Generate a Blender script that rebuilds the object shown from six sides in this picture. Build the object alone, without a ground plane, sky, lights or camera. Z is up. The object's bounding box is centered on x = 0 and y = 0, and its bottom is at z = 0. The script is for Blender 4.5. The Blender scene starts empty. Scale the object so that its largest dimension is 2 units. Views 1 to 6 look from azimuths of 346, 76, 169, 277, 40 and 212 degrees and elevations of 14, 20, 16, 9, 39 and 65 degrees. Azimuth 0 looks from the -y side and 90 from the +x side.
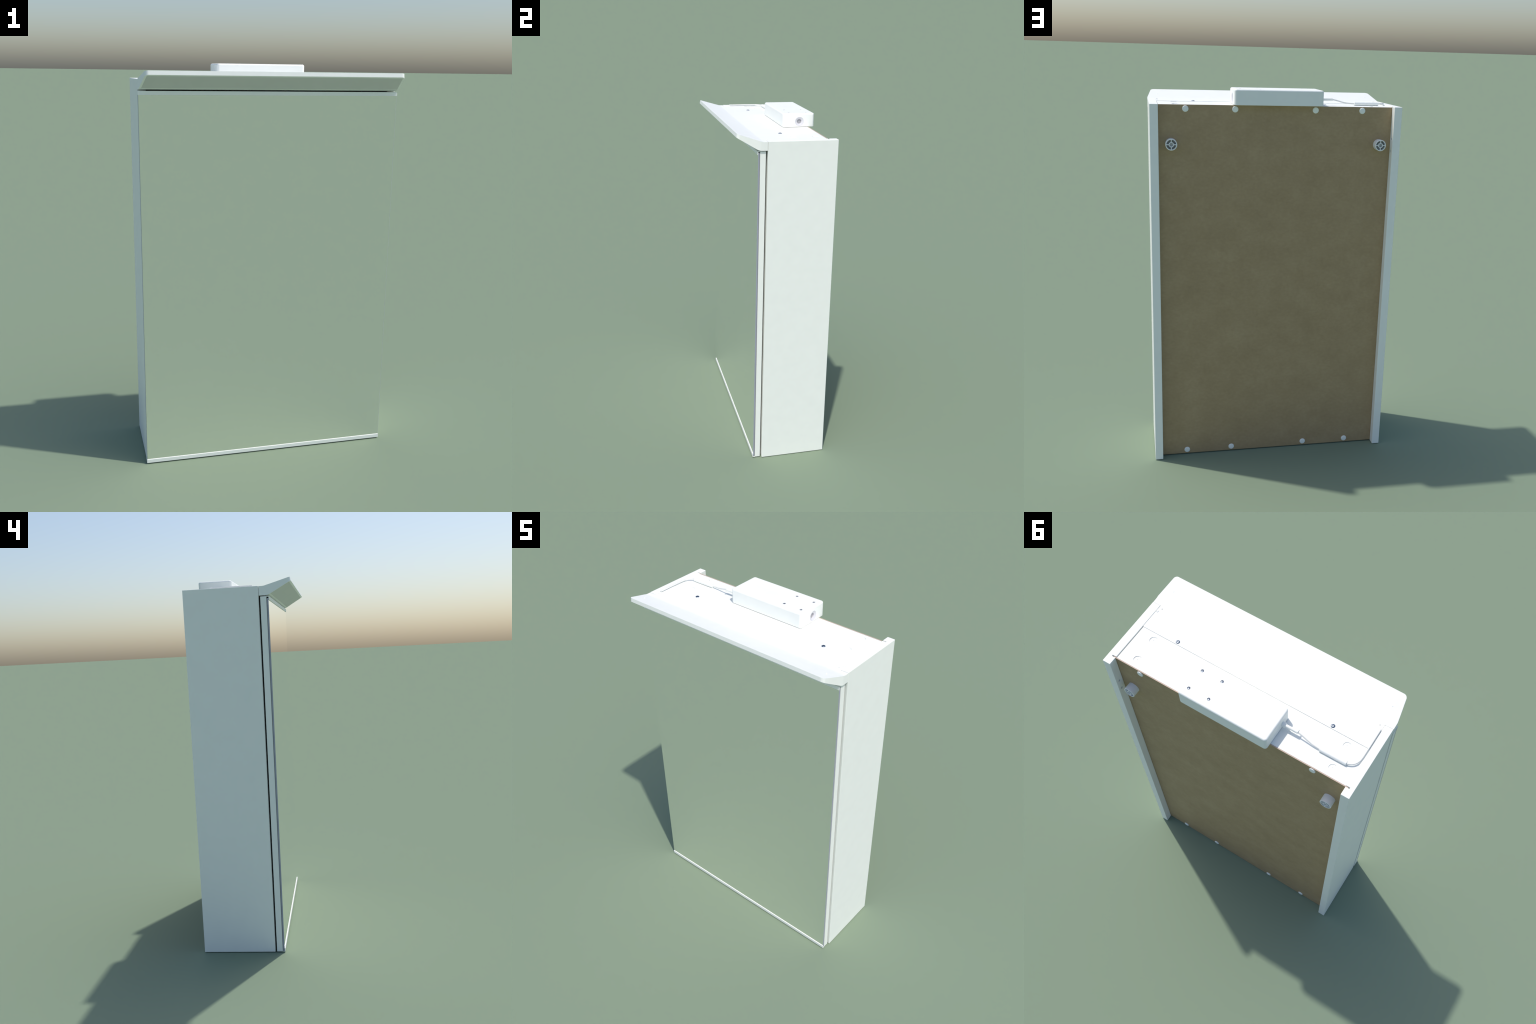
# Mirror cabinet with a lamp on top: white carcass, mirror door in two rails,
# wedge-shaped lamp, transformer box with cable, hardboard back.
import bpy, bmesh, math
from mathutils import Vector, Matrix

CX = 0.00175            # the carcass sits a touch to +x, the door to -x
IN, OUT = 0.5997, 0.6407      # inner and outer half width of the side panels
Y_FRONT, Y_BACK = -0.1110, 0.2745
Z_PANEL = 1.9250
Z_PLATE = 1.9230      # lamp base plate
Z_TOP = 1.9205        # top board
Y_BOARD0, Y_BOARD1 = 0.2275, 0.2322   # hardboard back

# ------------------------------------------------------------------ materials
def new_mat(name):
    m = bpy.data.materials.new(name)
    m.use_nodes = True
    nt = m.node_tree
    return m, nt, nt.nodes["Principled BSDF"]

def noise(nt, scale, detail=4.0, rough=0.55, stretch=(1, 1, 1)):
    tc = nt.nodes.new("ShaderNodeTexCoord")
    mp = nt.nodes.new("ShaderNodeMapping")
    mp.inputs["Scale"].default_value = stretch
    n = nt.nodes.new("ShaderNodeTexNoise")
    n.inputs["Scale"].default_value = scale
    n.inputs["Detail"].default_value = detail
    n.inputs["Roughness"].default_value = rough
    nt.links.new(tc.outputs["Object"], mp.inputs["Vector"])
    nt.links.new(mp.outputs["Vector"], n.inputs["Vector"])
    return n

def ramp(nt, fac, stops):
    r = nt.nodes.new("ShaderNodeValToRGB")
    els = r.color_ramp.elements
    els[0].position, els[0].color = stops[0][0], (*stops[0][1], 1)
    els[1].position, els[1].color = stops[-1][0], (*stops[-1][1], 1)
    for p, c in stops[1:-1]:
        e = els.new(p); e.color = (*c, 1)
    nt.links.new(fac, r.inputs["Fac"])
    return r

def plain(name, col, rough=0.5, metal=0.0, vary=0.012, scale=14.0, spec=0.5):
    m, nt, b = new_mat(name)
    lo = tuple(max(0, c * (1 - vary)) for c in col)
    hi = tuple(min(1, c * (1 + vary)) for c in col)
    r = ramp(nt, noise(nt, scale).outputs["Fac"], [(0.3, lo), (0.7, hi)])
    nt.links.new(r.outputs["Color"], b.inputs["Base Color"])
    b.inputs["Roughness"].default_value = rough
    b.inputs["Metallic"].default_value = metal
    b.inputs["Specular IOR Level"].default_value = spec
    return m

WHITE = plain("white_lacquer", (0.95, 0.965, 0.915), rough=0.5, spec=0.5)
PLASTIC = plain("white_plastic", (0.95, 0.965, 0.92), rough=0.5, spec=0.5)
LAMP = plain("white_lamp_coating", (0.95, 0.965, 0.92), rough=0.5, spec=0.5)
CABLE = plain("white_cable", (0.78, 0.79, 0.75), rough=0.5)
DIFFUSER = plain("lamp_diffuser", (0.655, 0.665, 0.635), rough=0.45)
MIRROR = plain("mirror_silver", (1.0, 1.0, 1.0), rough=0.0, metal=1.0, vary=0.0)
GLASS_EDGE = plain("mirror_edge", (0.36, 0.38, 0.45), rough=0.3)
GROMMET = plain("grommet_plastic", (0.68, 0.67, 0.70), rough=0.45)
HOLE_TINT = plain("grommet_hole_grey", (0.40, 0.39, 0.41), rough=0.6)
EDGE = plain("hardboard_edge", (0.58, 0.445, 0.355), rough=0.7, vary=0.05, scale=40)
DARK = plain("painted_hole_shadow", (0.24, 0.23, 0.25), rough=0.6)
STEEL = plain("screw_steel", (0.26, 0.31, 0.38), rough=0.3, metal=1.0)
SPACER = plain("spacer_plastic", (0.86, 0.87, 0.86), rough=0.45)

def hardboard():
    m, nt, b = new_mat("hardboard")
    big = noise(nt, 8.0, 7.0, 0.62, (1.0, 1.0, 1.15))
    fine = noise(nt, 60.0, 6.0, 0.7, (0.8, 1.0, 1.2))
    mix = nt.nodes.new("ShaderNodeMix")
    mix.inputs["Factor"].default_value = 0.5
    nt.links.new(big.outputs["Fac"], mix.inputs["A"])
    nt.links.new(fine.outputs["Fac"], mix.inputs["B"])
    r = ramp(nt, mix.outputs["Result"],
             [(0.30, (0.350, 0.247, 0.132)), (0.5, (0.406, 0.292, 0.163)), (0.70, (0.462, 0.343, 0.200))])
    nt.links.new(r.outputs["Color"], b.inputs["Base Color"])
    bump = nt.nodes.new("ShaderNodeBump")
    bump.inputs["Strength"].default_value = 0.08
    bump.inputs["Distance"].default_value = 0.002
    nt.links.new(fine.outputs["Fac"], bump.inputs["Height"])
    nt.links.new(bump.outputs["Normal"], b.inputs["Normal"])
    b.inputs["Roughness"].default_value = 0.6
    return m
BOARD = hardboard()

# -------------------------------------------------------------------- helpers
def empty(name, loc, parent=None):
    o = bpy.data.objects.new(name, None)
    bpy.context.scene.collection.objects.link(o)
    o.location = loc
    if parent: adopt(o, parent)
    return o

def adopt(o, parent):
    o.parent = parent
    p, m = parent, Matrix.Identity(4)
    while p:
        m = Matrix.Translation(p.location) @ m
        p = p.parent
    o.matrix_parent_inverse = m.inverted()

def finish(bm, name, mat, parent, bevel=0.0, seg=2, smooth=35.0):
    bmesh.ops.recalc_face_normals(bm, faces=bm.faces[:])
    me = bpy.data.meshes.new(name)
    bm.to_mesh(me); bm.free()
    me.materials.append(mat)
    o = bpy.data.objects.new(name, me)
    bpy.context.scene.collection.objects.link(o)
    if bevel > 0:
        md = o.modifiers.new("bevel", "BEVEL")
        md.width, md.segments, md.limit_method = bevel, seg, "ANGLE"
        md.angle_limit = math.radians(35)
        md.use_clamp_overlap = True
        bake(o)
    shade(o, smooth)
    if parent: adopt(o, parent)
    return o

def shade(o, smooth):
    """smooth by angle, normals weighted by face area so that flat faces stay flat"""
    o.data.polygons.foreach_set("use_smooth", [True] * len(o.data.polygons))
    o.data.set_sharp_from_angle(angle=math.radians(smooth))
    md = o.modifiers.new("weighted", "WEIGHTED_NORMAL")
    md.mode, md.weight, md.keep_sharp = "FACE_AREA", 100, True
    bake(o)

def bake(o):
    dg = bpy.context.evaluated_depsgraph_get()
    me = bpy.data.meshes.new_from_object(o.evaluated_get(dg))
    old = o.data
    o.modifiers.clear(); o.data = me
    me.name = o.name
    bpy.data.meshes.remove(old)

def cut(o, tools, smooth=35.0):
    for t in tools:
        md = o.modifiers.new("cut", "BOOLEAN")
        md.operation, md.solver, md.object = "DIFFERENCE", "EXACT", t
    bake(o)
    for t in tools:
        bpy.data.objects.remove(t, do_unlink=True)
    shade(o, smooth)

def prism(poly, axis, a, b):
    """closed polygon swept along an axis; poly is given in the two other axes, in order"""
    bm = bmesh.new()
    def pt(p, t):
        c = [p[0], p[1]]; c.insert(axis, t); return c
    A = [bm.verts.new(pt(p, a)) for p in poly]
    B = [bm.verts.new(pt(p, b)) for p in poly]
    n = len(poly)
    bm.faces.new(A); bm.faces.new(B[::-1])
    for i in range(n):
        bm.faces.new((A[i], B[i], B[(i + 1) % n], A[(i + 1) % n]))
    return bm

def block(name, x, y, z, mat, parent, bevel=0.001, seg=2):
    bm = prism([(x[0], y[0]), (x[1], y[0]), (x[1], y[1]), (x[0], y[1])], 2, z[0], z[1])
    return finish(bm, name, mat, parent, bevel, seg)

def rounded_rect(x0, x1, y0, y1, r, n=6):
    pts = []
    for cx, cy, a0 in ((x1 - r, y1 - r, 0), (x0 + r, y1 - r, 90), (x0 + r, y0 + r, 180), (x1 - r, y0 + r, 270)):
        for i in range(n + 1):
            a = math.radians(a0 + 90 * i / n)
            pts.append((cx + r * math.cos(a), cy + r * math.sin(a)))
    return pts

def turned(name, profile, axis, loc, mat, parent, n=40, smooth=35.0):
    """lathe: profile is (radius, height) pairs, axis '+x', '-x', '+y' or '+z'"""
    bm = bmesh.new()
    rings = []
    for r, h in profile:
        if r < 1e-6:
            rings.append([bm.verts.new((0, 0, h))])
        else:
            rings.append([bm.verts.new((r * math.cos(2 * math.pi * i / n), r * math.sin(2 * math.pi * i / n), h)) for i in range(n)])
    for a, b in zip(rings, rings[1:]):
        for i in range(n):
            j = (i + 1) % n
            if len(a) == 1 and len(b) == 1: continue
            if len(a) == 1: bm.faces.new((a[0], b[i], b[j]))
            elif len(b) == 1: bm.faces.new((a[i], b[0], a[j]))
            else: bm.faces.new((a[i], b[i], b[j], a[j]))
    for ring in (rings[0], rings[-1]):
        if len(ring) > 1: bm.faces.new(ring)
    rot = {"+z": Matrix.Identity(4), "+x": Matrix.Rotation(math.pi / 2, 4, "Y"),
           "-x": Matrix.Rotation(-math.pi / 2, 4, "Y"), "+y": Matrix.Rotation(-math.pi / 2, 4, "X")}[axis]
    bmesh.ops.transform(bm, matrix=Matrix.Translation(loc) @ rot, verts=bm.verts)
    return finish(bm, name, mat, parent, smooth=smooth)

def tool(r, h0, h1, axis, loc, n=32):
    return turned("cutter", [(r, h0), (r, h1)], axis, loc, DARK, None, n)

def smooth_path(pts, sub=8):
    P = [Vector(p) for p in pts]
    P = [2 * P[0] - P[1]] + P + [2 * P[-1] - P[-2]]
    out = []
    for i in range(1, len(P) - 2):
        for k in range(sub):
            t = k / sub
            a, b, c, d = P[i - 1], P[i], P[i + 1], P[i + 2]
            out.append(0.5 * ((2 * b) + (c - a) * t + (2 * a - 5 * b + 4 * c - d) * t * t + (3 * b - a - 3 * c + d) * t ** 3))
    out.append(P[-2])
    return out

def tube(name, pts, r, mat, parent, n=14, sub=8):
    path = smooth_path(pts, sub)
    bm = bmesh.new(); rings = []
    for i, p in enumerate(path):
        t = (path[min(i + 1, len(path) - 1)] - path[max(i - 1, 0)]).normalized()
        u = t.cross(Vector((0, 0, 1))).normalized(); v = u.cross(t)
        rings.append([bm.verts.new(p + r * (u * math.cos(2 * math.pi * k / n) + v * math.sin(2 * math.pi * k / n))) for k in range(n)])
    for a, b in zip(rings, rings[1:]):
        for k in range(n):
            bm.faces.new((a[k], b[k], b[(k + 1) % n], a[(k + 1) % n]))
    bm.faces.new(rings[0]); bm.faces.new(rings[-1][::-1])
    return finish(bm, name, mat, parent, smooth=50)

# --------------------------------------------------------------------- thing
cabinet = empty("mirror_cabinet", (0, 0, 0))
cabinet["label"] = "white wall cabinet with full mirror door, overhanging lamp and cable box"
cabinet["category"] = "mirror cabinet"

# side panels, each grooved for the hardboard back
for s in (1, -1):
    x_in, x_out, x_gr = CX + s * IN, CX + s * OUT, CX + s * (IN + 0.0195)
    poly = [(x_in, Y_FRONT), (x_out, Y_FRONT), (x_out, Y_BACK), (x_in, Y_BACK),
            (x_in, Y_BOARD1 + 0.0008), (x_gr, Y_BOARD1 + 0.0008), (x_gr, Y_BOARD0 - 0.0008), (x_in, Y_BOARD0 - 0.0008)]
    p = finish(prism(poly, 2, 0.0, Z_PANEL), "side_panel", WHITE, cabinet, 0.0020, 3)
    cut(p, [tool(0.0065, -0.012, 0.02, "-x" if s > 0 else "+x", (x_in, 0.2545, z)) for z in (1.7615, 1.6985)])

# top board with two recessed fitting caps on each side
xb = (CX - IN + 0.0003, CX + IN - 0.0032)
top = finish(prism([(-0.1040, 1.8860), (0.2270, 1.8860), (0.2270, Z_TOP), (0.0263, Z_TOP), (0.0263, 1.9040), (-0.1040, 1.9040)],
                   0, xb[0], xb[1]), "top_board", WHITE, cabinet, 0.0008, 1)
caps = [(CX + s * 0.5112, y) for s in (1, -1) for y in (0.0635, 0.1860)]
cut(top, [tool(0.0192, -0.02, 0.02, "+z", (x, y, Z_TOP)) for x, y in caps])
for x, y in caps:
    turned("fitting_cap", [(0.0190, -0.018), (0.0190, -0.0032), (0.0183, -0.0026), (0.0042, -0.0026), (0.0030, -0.0044), (0, -0.0044)],
           "+z", (x, y, Z_TOP), WHITE, top)
block("bottom_board", xb, (-0.1040, 0.2270), (0.0035, 0.0390), WHITE, cabinet)

# hardboard back and its nailed caps
back = block("back_panel", (CX - IN - 0.0105, CX + IN + 0.0105), (Y_BOARD0, Y_BOARD1), (0.0035, Z_TOP), BOARD, cabinet, 0.0)
back.data.materials.append(EDGE)
for f in back.data.polygons:                  # sawn edges are paler
    f.material_index = 0 if abs(f.normal.y) > 0.9 else 1
for z in (1.9008, 0.0253):
    for x in (0.4670, 0.2198, -0.1917, -0.4378):
        turned("nail_cap", [(0.0157, -0.001), (0.0157, 0.0022), (0.0148, 0.0038), (0.0125, 0.0047), (0.0070, 0.0051), (0, 0.0052)],
               "+y", (x, Y_BOARD1, z), PLASTIC, back, 32, 60)

# two wall spacers: drum with hub and four spokes
def spacer(x, z):
    R, H, D = 0.0288, 0.0400, 0.034
    drum = turned("wall_spacer", [(R - 0.0006, -0.002), (R, 0.0), (R, H - 0.0012), (R - 0.0012, H), (R - 0.0046, H), (R - 0.0050, H - D), (0, H - D)],
                  "+y", (x, Y_BOARD1, z), SPACER, cabinet, 48)
    turned("hub", [(0.0128, H - D - 0.002), (0.0128, H - 0.0003), (0.0092, H - 0.0003), (0.0090, H - 0.020), (0, H - 0.020)],
           "+y", (x, Y_BOARD1, z), SPACER, drum, 36)
    for k in range(4):
        a = k * math.pi / 2
        ca, sa = math.cos(a), math.sin(a)
        w = 0.0021
        poly = [(x + ca * r - sa * t, z + sa * r + ca * t) for r, t in ((0.0118, -w), (0.0248, -w), (0.0248, w), (0.0118, w))]
        finish(prism(poly, 1, Y_BOARD1 + H - D - 0.001, Y_BOARD1 + H - 0.0008), "spoke", SPACER, drum, 0.0004, 1)
spacer(CX + 0.5370, 1.7285)
spacer(CX - 0.5370, 1.7285)

# ---------------------------------------------------------------------- door
DX = (-0.6408, 0.6330)
Z_D0, Z_D1 = 0.0026, 1.8722
door = block("door", DX, (-0.1508, -0.1200), (Z_D0, Z_D1 - 0.0002), WHITE, cabinet, 0.0010)
m = block("mirror", (DX[0] + 0.0004, DX[1] - 0.0004), (-0.1612, -0.1532), (Z_D0 + 0.0042, 1.8630), MIRROR, door, 0.0014, 1)
m.data.materials.append(GLASS_EDGE)
for f in m.data.polygons:                     # silvered front, ground edges
    f.material_index = 0 if f.normal.y < -0.9 else 1
block("dark_gap_slab", (DX[0] + 0.004, DX[1] - 0.004), (-0.1532, -0.1508), (0.006, 1.8600), DARK, door, 0.0)  # dark slab filling the thin gap between the glass and the door
def rail(z_web, z_lip, up):
    yb, yf, yl = -0.1490, -0.1644, -0.1615
    z_in = z_web + (0.0030 if up else -0.0030)
    poly = [(yb, z_web), (yf, z_web), (yf, z_lip), (yl, z_lip), (yl, z_in), (yb, z_in)]
    return finish(prism(poly, 0, DX[0] - 0.0003, DX[1] + 0.0003), "rail", WHITE, door, 0.0008, 2)
rail(Z_D1, 1.8540, False)
rail(Z_D0 - 0.0002, 0.0215, True)

# ---------------------------------------------------------------------- lamp
def top_z(y):      # flat plate, soft bend, then rising to the tip
    y0, y1, s = -0.128, -0.146, 0.2930
    if y > y0: return Z_PLATE
    if y > y1:
        t = (y0 - y) / (y0 - y1); return Z_PLATE + s * (y0 - y1) * t * t / 2
    return Z_PLATE + s * (y0 - y1) / 2 + s * (y1 - y)
def low_z(y):
    y0, y1, s = -0.143, -0.171, 0.5750
    if y > y0: return 1.8772
    if y > y1:
        t = (y0 - y) / (y0 - y1); return 1.8772 + s * (y0 - y1) * t * t / 2
    return 1.8772 + s * (y0 - y1) / 2 + s * (y1 - y)
TIP = -0.2735
def half_width(y):
    h = 0.6405 if y > -0.150 else 0.6405 - 0.0225 * (-0.150 - y) / (0.1235)
    r = 0.016
    d = y - TIP
    if d < r:
        h -= r - math.sqrt(max(0.0, r * r - (r - d) ** 2))
    return h
ys = [-0.1125, -0.122]
ys += [-0.128 - 0.0030 * i for i in range(0, 17)]
ys += [-0.18 - 0.0105 * i for i in range(0, 7)]
ys += [TIP + 0.016 - 0.016 * math.sin(math.radians(a)) for a in (6, 15, 25, 36, 48, 60, 70, 78, 85)]
ys = sorted(set(ys), reverse=True) + [TIP]
bm = bmesh.new(); secs = []
for y in ys:
    h = half_width(y)
    k = max(0.0, (-0.20 - y) / 0.0735)          # front face leans a little
    yt, yl = y + 0.0030 * k, y - 0.0008 * k
    secs.append([bm.verts.new(c) for c in ((CX - h, yt, top_z(y)), (CX + h, yt, top_z(y)), (CX + h, yl, low_z(y)), (CX - h, yl, low_z(y)))])
for a, b in zip(secs, secs[1:]):
    for i in range(4):
        bm.faces.new((a[i], b[i], b[(i + 1) % 4], a[(i + 1) % 4]))
bm.faces.new(secs[0]); bm.faces.new(secs[-1])
lamp = finish(bm, "lamp", LAMP, cabinet, 0.0016, 2, 40)

plate = block("lamp_plate", (CX - IN + 0.0009, CX + IN - 0.0009), (-0.1135, 0.0259), (1.9045, Z_PLATE - 0.0002), LAMP, lamp, 0.0007)
screws = [(CX + s * 0.4108, 0.0122) for s in (1, -1)]
cut(plate, [tool(0.0102, -0.008, 0.02, "+z", (x, y, Z_PLATE)) for x, y in screws]
    + [tool(0.0030, -0.006, 0.02, "+z", (CX + s * 0.5805, -0.0998, Z_PLATE)) for s in (1, -1)])
for x, y in screws:
    turned("screw", [(0.0099, -0.006), (0.0099, 0.0002), (0.0088, 0.0016), (0.0062, 0.0026), (0.0042, 0.0028), (0.0036, -0.0002), (0, -0.0010)],
           "+z", (x, y, Z_PLATE), STEEL, lamp, 28, 60)
for s in (1, -1):
    x = CX + s * 0.584
    turned("lamp_pin", [(0.0034, -0.004), (0.0034, 0.0004), (0.0026, 0.0010), (0.0016, 0.0002), (0, 0.0002)],
           "+z", (x, -0.2015, top_z(-0.2015)), LAMP, lamp, 20)
    xi = CX + s * 0.5925
    bmc = prism([(xi - 0.0045, -0.0840), (xi + 0.0045, -0.0840), (xi + 0.0045, -0.0735), (xi - 0.0045, -0.0735)], 2, Z_PLATE - 0.002, Z_PLATE + 0.0030)
    finish(bmc, "cable_clip", PLASTIC, lamp, 0.001, 2)

# diffuser: thin frosted plate on the sloping underside
def under(y): return low_z(y)
d0, d1 = -0.1710, -0.2655
sl = math.atan(0.575); ny, nz = -math.sin(sl), -math.cos(sl)
pts_t = []
bm = bmesh.new()
corner = [(-(half_width(d0) - 0.010), d0), (half_width(d0) - 0.010, d0), (half_width(-0.250) - 0.012, d1), (-(half_width(-0.250) - 0.012), d1)]
lo = [bm.verts.new((CX + x, y + ny * 0.0008, under(y) + nz * 0.0008)) for x, y in corner]
hi = [bm.verts.new((CX + x, y - ny * 0.003, under(y) - nz * 0.003)) for x, y in corner]
bm.faces.new(lo); bm.faces.new(hi[::-1])
for i in range(4):
    bm.faces.new((lo[i], hi[i], hi[(i + 1) % 4], lo[(i + 1) % 4]))
finish(bm, "diffuser", DIFFUSER, lamp, 0.0005, 1)

# ---------------------------------------------------------- transformer box
BX = (CX - 0.2274, CX + 0.2260); BY = (0.0768, 0.2643); BZ = (1.9228, 2.0)
bm = prism(rounded_rect(BX[0], BX[1], BY[0], BY[1], 0.0135), 2, BZ[0], BZ[1])
box = finish(bm, "transformer_box", PLASTIC, cabinet)
md = box.modifiers.new("bevel", "BEVEL"); md.width, md.segments, md.limit_method = 0.0085, 4, "ANGLE"
md.angle_limit = math.radians(60)
bmw = bmesh.new(); bmw.from_mesh(box.data)
wl = bmw.edges.layers.float.new("bevel_weight_edge")
for e in bmw.edges:
    zt = [v.co.z for v in e.verts]
    if min(zt) > BZ[1] - 1e-4: e[wl] = 1.0
    elif max(zt) < BZ[0] + 1e-4: e[wl] = 0.18
bmw.to_mesh(box.data); bmw.free()
md.limit_method = "WEIGHT"
bake(box)
bscr = [(x, y) for x in (0.0906, 0.1948) for y in (0.1180, 0.2218)]
PY, PZ = 0.1750, 1.9535
cut(box, [tool(0.0076, -0.012, 0.01, "+z", (x, y, BZ[1])) for x, y in bscr]
    + [tool(0.0262, -0.012, 0.01, "+x", (BX[1], PY, PZ))], 40)
block("foot", (BX[0] + 0.02, BX[1] - 0.02), (BY[0] + 0.012, 0.222), (Z_TOP, BZ[0] + 0.001), PLASTIC, box, 0.0)
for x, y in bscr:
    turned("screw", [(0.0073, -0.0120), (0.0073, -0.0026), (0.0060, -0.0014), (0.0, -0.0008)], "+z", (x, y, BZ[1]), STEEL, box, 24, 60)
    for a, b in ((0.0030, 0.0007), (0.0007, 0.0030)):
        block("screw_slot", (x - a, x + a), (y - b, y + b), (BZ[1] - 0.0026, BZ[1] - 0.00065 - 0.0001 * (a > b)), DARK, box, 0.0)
# cable grommet: conical ring with a grey disc set in its hole
turned("grommet", [(0.0258, -0.0115), (0.0260, -0.0006), (0.0250, 0.0004), (0.0225, -0.0004), (0.0150, -0.0040), (0.0132, -0.0046), (0.0128, -0.0112), (0, -0.0112)],
       "+x", (BX[1], PY, PZ), GROMMET, box, 48)
turned("grommet_grey_disc", [(0.0127, -0.0118), (0.0127, -0.0100), (0.0, -0.0092)], "+x", (BX[1], PY, PZ), HOLE_TINT, box, 32)

# ---------------------------------------------------------------------- cable
CY, CZ = 0.1318, 1.9495
relief = turned("strain_relief", [(0.0118, -0.002), (0.0118, 0.0150), (0.0108, 0.0165), (0.0076, 0.0165)], "-x", (BX[0], CY, CZ), PLASTIC, box, 28)
cable = tube("cable", [(-0.295, CY, CZ), (-0.316, CY + 0.0010, CZ - 0.0025), (-0.338, CY + 0.0035, CZ - 0.0080), (-0.362, CY + 0.0070, 1.9355),
                       (-0.390, CY + 0.0098, 1.9318), (-0.430, 0.1425, 1.9305), (-0.540, 0.1415, 1.9310), (-0.560, 0.1385, 1.9310),
                       (-0.578, 0.1270, 1.9310), (-0.5895, 0.1080, 1.9305), (-0.5935, 0.0850, 1.9300), (-0.5940, 0.0400, 1.9305), (-0.5938, -0.0200, 1.9303), (-0.5935, -0.0770, 1.9300)],
             0.0035, CABLE, cabinet)
tube("sleeve", [(BX[0] - 0.012, CY, CZ), (-0.27, CY, CZ), (-0.304, CY, CZ)], 0.0076, PLASTIC, cable, 20)
tube("sleeve", [(-0.4195, 0.1428, 1.9302), (-0.485, 0.1423, 1.9302), (-0.5490, 0.1415, 1.9302)], 0.0092, PLASTIC, cable, 20)
for x, y, z, h in ((-0.3035, CY, CZ, 0.0125), (-0.5475, 0.1415, 1.9305, 0.0120)):
    block("cable_tie", (x - 0.0012, x + 0.0012), (y - h, y + 0.004), (z - 0.006, z + 0.006), CABLE, cable, 0.0005, 1)
turned("mounting_eye", [(0.0085, -0.001), (0.0085, 0.0020), (0.0070, 0.0028), (0.0045, 0.0028), (0.0038, 0.0005), (0, 0.0005)], "+z", (-0.262, 0.1365, Z_TOP), PLASTIC, cable, 24)
